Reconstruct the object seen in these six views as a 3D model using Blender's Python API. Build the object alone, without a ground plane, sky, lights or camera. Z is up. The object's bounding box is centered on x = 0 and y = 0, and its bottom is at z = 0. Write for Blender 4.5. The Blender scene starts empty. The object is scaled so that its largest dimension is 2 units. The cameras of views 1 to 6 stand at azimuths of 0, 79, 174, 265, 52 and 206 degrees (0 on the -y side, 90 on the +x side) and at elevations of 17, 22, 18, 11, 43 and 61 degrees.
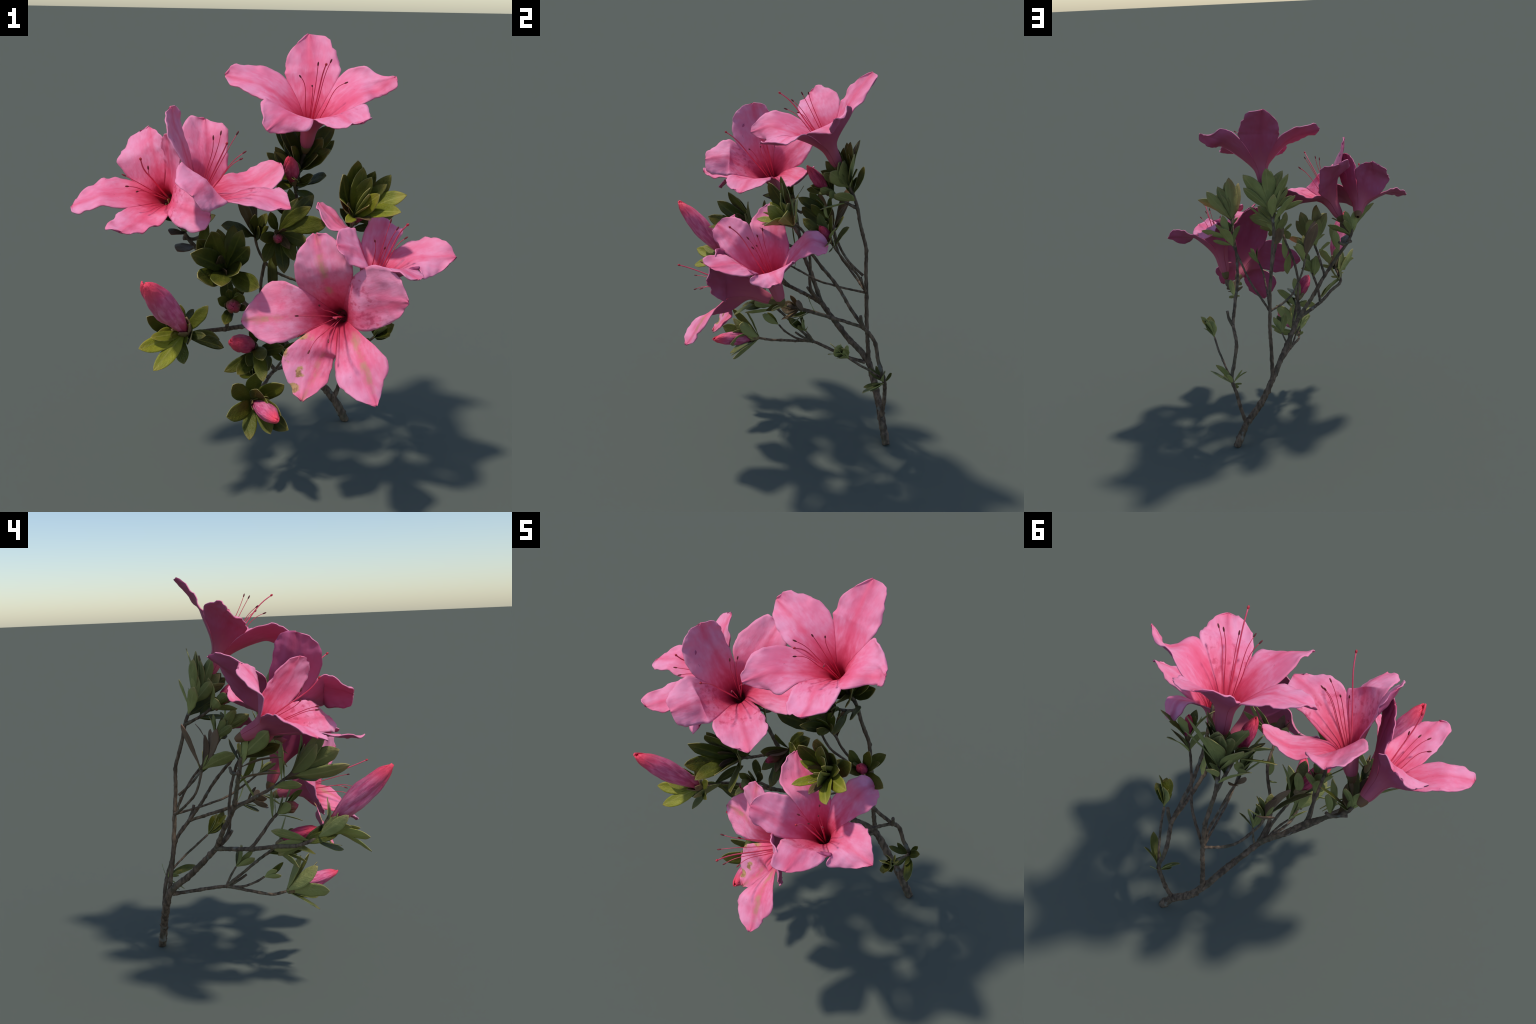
# A cut azalea branch: woody shoots, leaf rosettes, buds and five open flowers.
import math
import random

import bmesh
import bpy
from mathutils import Matrix, Vector, noise

# Each flower: its foot (calyx), and for each petal, clockwise, the tip and the
# widest point of its two margins; seams are where neighbouring petals part.
FLOWERS = {
    "A": dict(calyx=(0.176, 0.242, 1.511),
        petals=[
            dict(tip=(0.182, 0.373, 1.999), prev=(0.082, 0.257, 1.857), next=(0.310, 0.293, 1.892), prev_corner=(0.098, 0.292, 1.930), next_corner=(0.260, 0.372, 1.988)),
            dict(tip=(0.532, 0.101, 1.843), prev=(0.415, 0.186, 1.875), next=(0.480, 0.112, 1.762), prev_corner=(0.489, 0.157, 1.847)),
            dict(tip=(0.370, -0.189, 1.688), prev=(0.413, -0.087, 1.696), next=(0.246, -0.152, 1.660), prev_corner=(0.408, -0.141, 1.694), next_corner=(0.302, -0.198, 1.675), look="blotch"),
            dict(tip=(0.002, -0.197, 1.653), prev=(0.156, -0.132, 1.650), next=(-0.014, -0.098, 1.758), prev_corner=(0.084, -0.144, 1.638), next_corner=(-0.015, -0.182, 1.685)),
            dict(tip=(-0.177, 0.148, 1.831), prev=(-0.073, 0.061, 1.766), next=(-0.037, 0.232, 1.869), prev_corner=(-0.139, 0.093, 1.796), next_corner=(-0.149, 0.177, 1.874)),
        ],
        seams=dict(s12=(0.305, 0.242, 1.821), s23=(0.385, 0.009, 1.737), s34=(0.189, -0.039, 1.679), s45=(0.033, 0.058, 1.727), s51=(0.086, 0.242, 1.808))),
    "B": dict(calyx=(-0.408, 0.136, 1.284),
        petals=[
            dict(tip=(-0.499, 0.128, 1.612), prev=(-0.624, 0.065, 1.497), next=(-0.415, 0.055, 1.550), prev_corner=(-0.567, 0.154, 1.580), next_corner=(-0.449, 0.066, 1.588)),
            dict(tip=(-0.390, -0.137, 1.622), prev=(-0.430, -0.008, 1.525), next=(-0.345, -0.178, 1.522)),
            dict(tip=(-0.211, -0.298, 1.327), prev=(-0.311, -0.183, 1.422), next=(-0.318, -0.289, 1.276), look="blotch"),
            dict(tip=(-0.547, -0.375, 1.281), prev=(-0.430, -0.250, 1.277), next=(-0.606, -0.294, 1.301)),
            dict(tip=(-0.785, -0.142, 1.321), prev=(-0.678, -0.171, 1.330), next=(-0.683, 0.008, 1.405)),
        ],
        seams=dict(s51=(-0.569, 0.053, 1.392))),
    "C": dict(calyx=(-0.320, 0.030, 1.235),
        petals=[
            dict(tip=(-0.272, 0.250, 1.633), prev=(-0.364, 0.061, 1.579), next=(-0.164, 0.149, 1.480), prev_corner=(-0.332, 0.205, 1.654), next_corner=(-0.182, 0.210, 1.619)),
            dict(tip=(0.064, 0.112, 1.465), prev=(-0.092, 0.154, 1.422), next=(0.014, 0.024, 1.359)),
            dict(tip=(0.101, -0.252, 1.358), prev=(0.011, -0.089, 1.408), next=(-0.038, -0.308, 1.377), prev_corner=(0.084, -0.139, 1.405), next_corner=(0.010, -0.296, 1.360), look="blotch"),
            dict(tip=(-0.271, -0.402, 1.435), prev=(-0.180, -0.305, 1.370), next=(-0.333, -0.292, 1.516), mid=(-0.234, -0.285, 1.468), look="blotch"),
            dict(tip=(-0.381, -0.130, 1.727), prev=(-0.381, -0.237, 1.630), next=(-0.349, -0.036, 1.659)),
        ],
        seams=dict(s12=(-0.185, 0.090, 1.413), s23=(-0.177, -0.022, 1.354), s34=(-0.149, -0.258, 1.382), s45=(-0.317, -0.219, 1.511), s51=(-0.307, -0.006, 1.489))),
    "D": dict(calyx=(0.431, -0.074, 0.882),
        petals=[
            dict(tip=(0.218, -0.084, 1.342), prev=(0.259, -0.206, 1.273), next=(0.314, -0.061, 1.278)),
            dict(tip=(0.514, 0.126, 1.217), prev=(0.466, 0.050, 1.281), next=(0.596, 0.025, 1.208)),
            dict(tip=(0.787, -0.161, 1.145), prev=(0.675, -0.078, 1.202), next=(0.641, -0.270, 1.085), prev_corner=(0.744, -0.130, 1.205), next_corner=(0.699, -0.214, 1.086)),
            dict(tip=(0.576, -0.455, 1.143), prev=(0.613, -0.244, 1.116), next=(0.473, -0.408, 1.172), look="blotch"),
            dict(tip=(0.276, -0.392, 1.251), prev=(0.369, -0.384, 1.164), next=(0.335, -0.274, 1.289)),
        ],
        seams=dict(s23=(0.533, -0.062, 1.126), s34=(0.613, -0.238, 1.113), s45=(0.425, -0.327, 1.123), s51=(0.368, -0.229, 1.248))),
    "E": dict(calyx=(0.352, -0.098, 0.853),
        petals=[
            dict(tip=(0.197, -0.292, 1.266), prev=(0.126, -0.310, 1.180), next=(0.322, -0.325, 1.187), prev_corner=(0.156, -0.318, 1.246), next_corner=(0.246, -0.301, 1.269), mid=(0.220, -0.330, 1.160), look="streak"),
            dict(tip=(0.546, -0.466, 1.056), prev=(0.432, -0.407, 1.176), next=(0.453, -0.371, 0.903), prev_corner=(0.507, -0.440, 1.151), next_corner=(0.524, -0.438, 0.989), look="blotch"),
            dict(tip=(0.437, -0.549, 0.664), prev=(0.488, -0.470, 0.799), next=(0.294, -0.508, 0.728), prev_corner=(0.463, -0.500, 0.720), next_corner=(0.344, -0.546, 0.697), mid=(0.378, -0.455, 0.790), look="streak"),
            dict(tip=(0.163, -0.378, 0.591), prev=(0.291, -0.308, 0.731), next=(0.078, -0.315, 0.728), prev_corner=(0.248, -0.371, 0.649), next_corner=(0.128, -0.363, 0.630), look="rot"),
            dict(tip=(-0.088, -0.265, 0.890), prev=(0.028, -0.300, 0.807), next=(0.024, -0.187, 1.022), prev_corner=(-0.050, -0.287, 0.855), next_corner=(-0.049, -0.240, 0.962), look="streak"),
        ],
        seams=dict(s12=(0.351, -0.310, 1.099), s23=(0.375, -0.340, 0.889), s34=(0.298, -0.318, 0.779), s45=(0.180, -0.274, 0.844), s51=(0.142, -0.275, 1.039))),
}

STAMENS = {
    "A": dict(pistil=(0.227, -0.099, 1.900), stamens=[(0.178, -0.055, 1.813), (0.131, -0.014, 1.846), (0.316, -0.023, 1.825), (0.256, 0.037, 1.905), (0.203, 0.017, 1.894)]),
    "B": dict(pistil=(-0.491, -0.207, 1.534), stamens=[(-0.551, -0.184, 1.419), (-0.575, -0.110, 1.449), (-0.473, -0.130, 1.485), (-0.510, -0.190, 1.400)]),
    "C": dict(pistil=(-0.149, -0.305, 1.617), stamens=[(-0.098, -0.183, 1.537), (-0.213, -0.100, 1.606), (-0.184, -0.077, 1.622), (-0.117, -0.078, 1.623), (-0.087, -0.126, 1.554)]),
    "D": dict(pistil=(0.541, -0.363, 1.330), stamens=[(0.503, -0.201, 1.302), (0.562, -0.236, 1.243), (0.527, -0.229, 1.279), (0.436, -0.259, 1.234), (0.480, -0.240, 1.200)]),
    "E": dict(pistil=(0.265, -0.578, 1.029), stamens=[(0.252, -0.461, 0.889), (0.137, -0.480, 0.915), (0.177, -0.485, 0.853), (0.128, -0.449, 0.985), (0.215, -0.417, 1.017)]),
}

# every woody shoot: spine points, then radius at its foot and at its end
SHOOTS = [
    dict(path=[(0.455, 0.566, 0.0), (0.386, 0.546, 0.134), (0.291, 0.530, 0.255), (0.210, 0.496, 0.392), (0.119, 0.379, 0.515), (0.007, 0.249, 0.673)], r=(0.022, 0.0135)),
    dict(path=[(0.007, 0.249, 0.673), (-0.085, 0.215, 0.785), (-0.182, 0.166, 0.914), (-0.275, 0.150, 1.035), (-0.351, 0.139, 1.136), (-0.372, 0.132, 1.190)], r=(0.0125, 0.009)),
    dict(path=[(0.212, 0.500, 0.390), (0.208, 0.490, 0.463), (0.206, 0.472, 0.585), (0.206, 0.455, 0.725), (0.200, 0.448, 0.815), (0.192, 0.435, 0.950), (0.177, 0.426, 1.074), (0.160, 0.390, 1.190), (0.146, 0.367, 1.291), (0.152, 0.320, 1.390), (0.176, 0.242, 1.505)], r=(0.0115, 0.008)),
    dict(path=[(0.386, 0.546, 0.134), (0.415, 0.540, 0.240), (0.435, 0.529, 0.343), (0.455, 0.509, 0.416), (0.432, 0.475, 0.520), (0.413, 0.452, 0.620), (0.424, 0.376, 0.720)], r=(0.011, 0.010)),
    dict(path=[(0.424, 0.376, 0.720), (0.400, 0.300, 0.825), (0.375, 0.237, 0.926), (0.362, 0.120, 1.070), (0.370, 0.030, 1.190), (0.372, -0.020, 1.270)], r=(0.009, 0.008)),
    dict(path=[(0.424, 0.376, 0.720), (0.402, 0.240, 0.760), (0.388, 0.120, 0.795), (0.383, 0.032, 0.822), (0.390, -0.030, 0.845)], r=(0.008, 0.011)),
    dict(path=[(0.455, 0.509, 0.416), (0.490, 0.430, 0.485), (0.520, 0.345, 0.550), (0.538, 0.276, 0.604)], r=(0.006, 0.006)),
    dict(path=[(0.200, 0.448, 0.815), (0.245, 0.408, 0.885), (0.286, 0.369, 0.950), (0.335, 0.280, 1.050), (0.377, 0.200, 1.147), (0.405, 0.165, 1.200)], r=(0.0065, 0.006)),
    dict(path=[(0.200, 0.448, 0.815), (0.125, 0.425, 0.845), (0.050, 0.385, 0.895), (0.006, 0.340, 0.952), (-0.025, 0.318, 1.015), (-0.044, 0.300, 1.085)], r=(0.0065, 0.006)),
    dict(path=[(0.192, 0.420, 0.915), (0.173, 0.340, 0.990), (0.144, 0.274, 1.100), (0.122, 0.250, 1.173), (0.112, 0.225, 1.215)], r=(0.0065, 0.006)),
    dict(path=[(0.200, 0.448, 0.815), (0.196, 0.300, 0.850), (0.195, 0.168, 0.895), (0.206, 0.060, 0.960), (0.225, 0.000, 1.000)], r=(0.006, 0.005)),
    dict(path=[(0.007, 0.249, 0.673), (0.000, 0.188, 0.750), (-0.010, 0.175, 0.905), (0.009, 0.150, 1.022), (0.050, 0.090, 1.140), (0.058, 0.015, 1.190)], r=(0.009, 0.006)),
    dict(path=[(0.007, 0.249, 0.673), (-0.080, 0.170, 0.690), (-0.162, 0.090, 0.708), (-0.250, -0.020, 0.738), (-0.338, -0.137, 0.766), (-0.335, -0.200, 0.790), (-0.318, -0.260, 0.830)], r=(0.0115, 0.008)),
    dict(path=[(-0.162, 0.090, 0.708), (-0.155, 0.030, 0.780), (-0.138, -0.030, 0.850), (-0.125, -0.080, 0.890)], r=(0.0085, 0.007)),
    dict(path=[(-0.182, 0.166, 0.914), (-0.178, 0.080, 0.955), (-0.172, -0.020, 1.000), (-0.160, -0.110, 1.055)], r=(0.008, 0.0075)),
    dict(path=[(0.205, 0.480, 0.385), (0.170, 0.380, 0.405), (0.110, 0.280, 0.435), (0.063, 0.206, 0.453), (0.020, 0.100, 0.440), (-0.029, -0.036, 0.427), (-0.032, -0.090, 0.437)], r=(0.0095, 0.007)),
    dict(path=[(0.063, 0.206, 0.453), (0.040, 0.130, 0.520), (0.012, 0.050, 0.590), (-0.015, -0.015, 0.645), (-0.036, -0.059, 0.685)], r=(0.008, 0.007)),
    dict(path=[(0.063, 0.206, 0.453), (0.085, 0.180, 0.500), (0.104, 0.150, 0.541)], r=(0.006, 0.005)),
    dict(path=[(0.063, 0.206, 0.453), (0.030, 0.120, 0.460), (-0.001, 0.053, 0.490), (-0.030, 0.020, 0.520)], r=(0.007, 0.005)),
    dict(path=[(0.146, 0.367, 1.285), (0.140, 0.320, 1.305), (0.133, 0.265, 1.335), (0.126, 0.209, 1.385)], r=(0.008, 0.007)),
    # cut stubs left where twigs were lost
    dict(path=[(0.424, 0.376, 0.715), (0.445, 0.355, 0.760), (0.450, 0.345, 0.800)], r=(0.009, 0.008)),
    dict(path=[(0.007, 0.249, 0.673), (-0.010, 0.190, 0.730), (-0.005, 0.165, 0.765)], r=(0.009, 0.007)),
    dict(path=[(-0.360, 0.140, 1.120), (-0.300, 0.170, 1.110), (-0.275, 0.178, 1.130)], r=(0.008, 0.008)),
    dict(path=[(0.063, 0.206, 0.453), (0.060, 0.140, 0.485), (0.055, 0.100, 0.512)], r=(0.008, 0.006)),
    dict(path=[(0.203, 0.450, 0.800), (0.196, 0.425, 0.860), (0.190, 0.412, 0.905)], r=(0.006, 0.005)),
]

# rosettes of leaves: where they sit, and the tips of the leaves that spread from them.
# kind: g green, y yellow-green, b brown; bend > 0 arches the blade
ROSETTES = [
    dict(on=2, reach=0.25, bare=0.13, foot=(0.148, 0.350, 1.320), axis=(0.05, -0.25, 1.0), tips=[(0.155, 0.296, 1.643), (0.303, 0.276, 1.615), (0.062, 0.222, 1.613), (0.039, 0.311, 1.610), (0.172, 0.341, 1.657), (0.307, 0.300, 1.542), (0.139, 0.386, 1.510), (0.003, 0.315, 1.479), (0.037, 0.230, 1.499), (0.270, 0.202, 1.400)]),
    dict(on=2, reach=0.25, bare=0.13, foot=(0.158, 0.275, 1.440), axis=(0.1, -0.5, 1.0), tips=[(0.110, 0.185, 1.530), (0.225, 0.150, 1.500), (0.250, 0.215, 1.560), (0.120, 0.160, 1.480), (0.280, 0.170, 1.520)], w=1.1),
    dict(on=19, reach=0.20, foot=(0.130, 0.240, 1.350), axis=(0.0, -0.6, 1.0), tips=[(0.205, 0.193, 1.393), (0.208, 0.143, 1.413), (0.031, 0.153, 1.431), (-0.016, 0.160, 1.433), (-0.054, 0.206, 1.415), (0.037, 0.230, 1.499), (0.050, 0.110, 1.360), (0.201, 0.200, 1.310), (0.212, 0.148, 1.299), (0.120, 0.110, 1.400)]),
    dict(on=9, reach=0.17, foot=(0.115, 0.230, 1.200), axis=(0.0, -0.5, 1.0), tips=[(0.082, 0.058, 1.325), (0.090, 0.154, 1.318), (0.040, 0.140, 1.280), (0.130, 0.120, 1.300), (0.060, 0.250, 1.330), (0.170, 0.180, 1.310)]),
    dict(on=9, reach=0.17, foot=(0.115, 0.230, 1.200), axis=(0.0, -0.5, 1.0), kind="b", tips=[(0.108, 0.318, 1.289)]),
    dict(on=4, foot=(0.370, -0.015, 1.265), axis=(0.1, -0.45, 1.0), tips=[(0.446, -0.076, 1.478), (0.309, -0.147, 1.476), (0.371, -0.100, 1.525), (0.517, -0.044, 1.458), (0.495, -0.087, 1.427)]),
    dict(on=4, foot=(0.380, -0.030, 1.265), axis=(0.1, -0.45, 1.0), kind="y", tips=[(0.574, -0.120, 1.391), (0.542, -0.199, 1.338), (0.416, -0.154, 1.399)]),
    dict(on=4, foot=(0.375, -0.030, 1.245), axis=(0.1, -0.6, 1.0), kind="yb", tips=[(0.413, -0.185, 1.359), (0.421, -0.190, 1.300), (0.324, -0.201, 1.293), (0.335, -0.120, 1.350)], w=0.85),
    dict(on=7, reach=0.19, foot=(0.380, 0.195, 1.150), axis=(0.2, -0.4, 1.0), tips=[(0.568, 0.112, 1.249), (0.502, 0.148, 1.191), (0.334, 0.031, 1.296), (0.434, 0.153, 1.348), (0.455, 0.240, 1.290), (0.330, 0.130, 1.270), (0.420, 0.050, 1.270)]),
    dict(on=11, reach=0.17, fill=0, foot=(0.054, 0.015, 1.165), axis=(0.0, -0.9, 0.45), tips=[(0.190, -0.060, 1.320), (0.255, -0.110, 1.260), (0.190, -0.120, 1.175), (0.125, -0.140, 1.110), (0.085, -0.130, 1.050), (0.000, -0.110, 1.090), (-0.018, -0.099, 1.186), (0.022, -0.040, 1.290), (0.140, 0.030, 1.335), (0.205, 0.010, 1.355)]),
    dict(on=11, reach=0.17, fill=0, foot=(0.052, -0.005, 1.175), axis=(0.0, -0.9, 0.45), kind="b", tips=[(0.075, -0.120, 1.240), (0.040, -0.115, 1.220), (0.105, -0.110, 1.150)], w=0.8),
    dict(on=8, reach=0.17, foot=(-0.044, 0.300, 1.072), axis=(0.0, -0.2, 1.0), tips=[(-0.045, 0.238, 1.208), (-0.007, 0.271, 1.200), (0.020, 0.250, 1.150), (-0.192, 0.147, 1.178), (0.010, 0.340, 1.190), (-0.070, 0.230, 1.160)]),
    dict(on=8, reach=0.17, foot=(-0.048, 0.305, 1.066), axis=(0.0, -0.2, 1.0), kind="b", tips=[(-0.125, 0.222, 1.290), (-0.108, 0.386, 1.318)], w=0.9),
    dict(on=14, fill=0, foot=(-0.162, -0.105, 1.058), axis=(0.0, -0.8, 0.6), tips=[(-0.090, -0.180, 1.247), (-0.287, -0.325, 1.187), (-0.254, -0.378, 1.106), (-0.164, -0.384, 1.075), (-0.210, -0.274, 1.263), (-0.270, -0.225, 1.215), (-0.017, -0.287, 1.040), (-0.101, -0.313, 1.108), (-0.060, -0.200, 1.185), (-0.276, -0.150, 1.030), (-0.195, -0.070, 1.220), (-0.130, -0.040, 1.230)], w=1.15),
    dict(on=14, fill=0, foot=(-0.155, -0.120, 1.060), axis=(0.0, -0.8, 0.6), kind="b", tips=[(-0.181, -0.230, 1.150), (-0.150, -0.250, 1.095)], w=0.8),
    dict(on=1, foot=(-0.360, 0.135, 1.150), axis=(-0.1, -0.2, 1.0), tips=[(-0.533, 0.023, 1.324), (-0.328, 0.126, 1.312), (-0.245, 0.058, 1.216), (-0.400, 0.110, 1.310), (-0.217, 0.126, 1.230), (-0.275, -0.055, 1.223), (-0.430, 0.075, 1.290)], w=1.05),
    dict(on=1, foot=(-0.378, 0.110, 1.175), axis=(-0.1, -0.2, 1.0), kind="b", tips=[(-0.394, -0.045, 1.185), (-0.369, -0.041, 1.110)], w=1.2),
    dict(on=13, reach=0.15, foot=(-0.128, -0.055, 0.872), axis=(0.0, -0.8, 0.6), tips=[(-0.110, -0.119, 0.985), (-0.080, -0.180, 0.965), (-0.194, -0.105, 0.924), (-0.161, -0.166, 0.830), (-0.070, -0.110, 0.880), (-0.160, -0.020, 0.990), (-0.085, -0.045, 0.965)], w=1.2),
    dict(on=12, foot=(-0.328, -0.215, 0.800), axis=(-0.25, -0.8, 0.55), kind="y", tips=[(-0.426, -0.436, 0.737), (-0.485, -0.417, 0.821), (-0.423, -0.350, 0.856)]),
    dict(on=12, foot=(-0.328, -0.205, 0.800), axis=(-0.25, -0.8, 0.55), tips=[(-0.464, -0.326, 0.920), (-0.316, -0.330, 0.721), (-0.335, -0.265, 0.953), (-0.222, -0.275, 0.954), (-0.230, -0.290, 0.830), (-0.380, -0.310, 0.760), (-0.290, -0.330, 0.830)]),
    dict(on=16, reach=0.2, foot=(-0.020, -0.030, 0.655), axis=(-0.2, -0.8, 0.3), tips=[(-0.162, -0.139, 0.600), (-0.105, -0.185, 0.610), (0.007, -0.249, 0.610), (0.092, -0.151, 0.727), (0.030, -0.190, 0.635), (-0.020, -0.100, 0.820)], w=1.1),
    dict(on=15, foot=(-0.031, -0.070, 0.432), axis=(0.05, -0.9, 0.25), tips=[(0.095, -0.230, 0.589), (-0.121, -0.238, 0.587), (-0.020, -0.170, 0.615), (-0.145, -0.290, 0.465), (0.085, -0.275, 0.470), (0.118, -0.262, 0.393), (0.043, -0.262, 0.372), (-0.047, -0.255, 0.337)], w=1.15),
    dict(on=17, reach=0.13, foot=(0.104, 0.150, 0.541), axis=(0.0, -0.4, 1.0), tips=[(0.041, 0.056, 0.600), (0.120, 0.050, 0.625), (0.150, 0.110, 0.640), (0.075, 0.120, 0.665), (0.190, 0.130, 0.600)], w=0.9),
    dict(on=18, reach=0.12, foot=(-0.020, 0.030, 0.515), axis=(-0.1, -0.6, 0.6), tips=[(-0.091, -0.040, 0.571), (-0.099, -0.060, 0.545), (-0.030, -0.080, 0.590)], w=0.9),
    dict(on=11, reach=0.17, fill=0, foot=(0.030, 0.100, 0.690), axis=(0.0, -0.3, 1.0), tips=[(0.055, 0.072, 1.013), (0.040, 0.040, 0.900)], w=0.75),
    dict(on=3, reach=0.13, tuft=True, fill=0, foot=(0.448, 0.520, 0.370), axis=(0.1, -0.2, 1.0), tips=[(0.579, 0.355, 0.418), (0.545, 0.478, 0.512), (0.388, 0.480, 0.465), (0.359, 0.450, 0.435), (0.397, 0.420, 0.340), (0.480, 0.540, 0.470), (0.500, 0.430, 0.420), (0.425, 0.450, 0.330)], w=0.85),
    dict(on=6, reach=0.12, foot=(0.538, 0.276, 0.600), axis=(0.1, -0.4, 1.0), tips=[(0.612, 0.175, 0.710), (0.556, 0.165, 0.705), (0.590, 0.150, 0.660), (0.560, 0.220, 0.700), (0.600, 0.200, 0.640)], w=1.3),
    dict(on=10, reach=0.12, foot=(0.220, 0.010, 0.990), axis=(0.2, -0.5, 0.8), tips=[(0.263, -0.022, 1.075), (0.280, 0.020, 1.060), (0.215, -0.090, 1.050), (0.250, -0.100, 1.000)], w=0.8),
    dict(on=5, reach=0.13, foot=(0.388, 0.010, 0.830), axis=(0.0, -1.0, 0.2), kind="b", tips=[(0.330, -0.050, 0.800), (0.430, -0.040, 0.800), (0.400, -0.060, 0.770), (0.440, 0.000, 0.880), (0.345, -0.010, 0.880)], w=1.4),
    dict(on=5, reach=0.13, foot=(0.384, 0.025, 0.825), axis=(0.0, -1.0, 0.2), tips=[(0.330, -0.130, 0.790), (0.420, -0.010, 0.750), (0.355, 0.000, 0.760), (0.410, 0.070, 0.905)], w=0.8),
    dict(on=12, foot=(-0.055, 0.060, 0.700), axis=(-0.3, -0.5, 0.6), tips=[(-0.190, -0.020, 0.700), (-0.170, -0.040, 0.670)], w=0.8),
]

# flower buds: foot, tip, girth, and how far they have coloured
BUDS = [
    dict(foot=(-0.318, -0.262, 0.838), tip=(-0.441, -0.530, 1.135), girth=0.042, tone="open"),
    dict(foot=(-0.034, -0.060, 0.688), tip=(-0.130, -0.241, 0.786), girth=0.034, tone="deep"),
    dict(foot=(-0.032, -0.110, 0.443), tip=(0.070, -0.369, 0.495), girth=0.031, tone="open"),
    dict(foot=(0.126, 0.209, 1.360), tip=(0.100, 0.092, 1.502), girth=0.027, tone="deep"),
    dict(foot=(0.405, 0.165, 1.195), tip=(0.430, 0.098, 1.290), girth=0.021, tone="deep"),
    dict(foot=(-0.127, -0.065, 0.878), tip=(-0.125, -0.150, 0.905), girth=0.028, tone="green"),
    dict(foot=(0.052, -0.010, 1.175), tip=(0.060, -0.130, 1.195), girth=0.018, tone="green"),
]

# ------------------------------------------------------------------ helpers
V = Vector
rng = random.Random(11)


def lerp(a, b, t):
    return a + (b - a) * t


def spline(points, keys, t):
    """cubic Hermite through points at parameters keys (finite-difference tangents)"""
    n = len(points)
    i = 0
    while i < n - 2 and t > keys[i + 1]:
        i += 1
    def slope(k):
        if k == 0:
            return (points[1] - points[0]) / (keys[1] - keys[0])
        if k == n - 1:
            return (points[-1] - points[-2]) / (keys[-1] - keys[-2])
        h0, h1 = keys[k] - keys[k - 1], keys[k + 1] - keys[k]
        s0, s1 = (points[k] - points[k - 1]) / h0, (points[k + 1] - points[k]) / h1
        return (s0 * h1 + s1 * h0) / (h0 + h1)
    h = keys[i + 1] - keys[i]
    u = min(max((t - keys[i]) / h, 0.0), 1.0)
    u2, u3 = u * u, u * u * u
    return points[i] * (2 * u3 - 3 * u2 + 1) + slope(i) * h * (u3 - 2 * u2 + u) + points[i + 1] * (3 * u2 - 2 * u3) + slope(i + 1) * h * (u3 - u2)


def frame(origin, x_to, y_hint, unit=True):
    x = x_to - origin
    size = x.length
    x.normalize()
    y = y_hint - x * y_hint.dot(x)
    if y.length < 1e-6:
        y = x.orthogonal()
    y.normalize()
    z = x.cross(y)
    m = Matrix((x, y, z)).transposed().to_4x4()
    return Matrix.Translation(origin) @ m @ Matrix.Scale(size, 4)


def new_object(name, mesh, parent, matrix=None):
    ob = bpy.data.objects.new(name, mesh)
    bpy.context.scene.collection.objects.link(ob)
    ob.parent = parent
    if matrix is not None:
        ob.matrix_local = matrix
    return ob


def make_mesh(name, verts, faces, mats, smooth=True, face_mats=None):
    me = bpy.data.meshes.new(name)
    me.from_pydata([tuple(v) for v in verts], [], faces)
    for m in mats:
        me.materials.append(m)
    if face_mats:
        me.polygons.foreach_set("material_index", face_mats)
    if smooth:
        me.polygons.foreach_set("use_smooth", [True] * len(me.polygons))
    me.update()
    return me


def tube(path_fn, radius_fn, rings, sides, bumps=0.0, seed=0.0, up=V((0.3, 0.2, 1))):
    verts, faces = [], []
    pts = [path_fn(i / (rings - 1)) for i in range(rings)]
    side = None
    for i, p in enumerate(pts):
        d = (pts[min(i + 1, rings - 1)] - pts[max(i - 1, 0)]).normalized()
        if side is None:
            side = d.cross(up).normalized()
        side = (side - d * side.dot(d)).normalized()
        other = d.cross(side)
        r = radius_fn(i / (rings - 1))
        for k in range(sides):
            a = 2 * math.pi * k / sides
            q = p + (side * math.cos(a) + other * math.sin(a)) * r
            if bumps:
                q += (q - p).normalized() * r * bumps * (noise.noise(q * 60 + V((seed, 0, 0))) + 0.6 * noise.noise(q * 150))
            verts.append(q)
    for i in range(rings - 1):
        for k in range(sides):
            a, b = i * sides + k, i * sides + (k + 1) % sides
            faces.append((a, b, b + sides, a + sides))
    faces.append(tuple(reversed(range(sides))))
    faces.append(tuple(range((rings - 1) * sides, rings * sides)))
    return verts, faces


def path_of(points):
    pts = [V(p) for p in points]
    keys = [0.0]
    for a, b in zip(pts, pts[1:]):
        keys.append(keys[-1] + (b - a).length)
    total = keys[-1]
    return (lambda t: spline(pts, keys, t * total)), total


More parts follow.
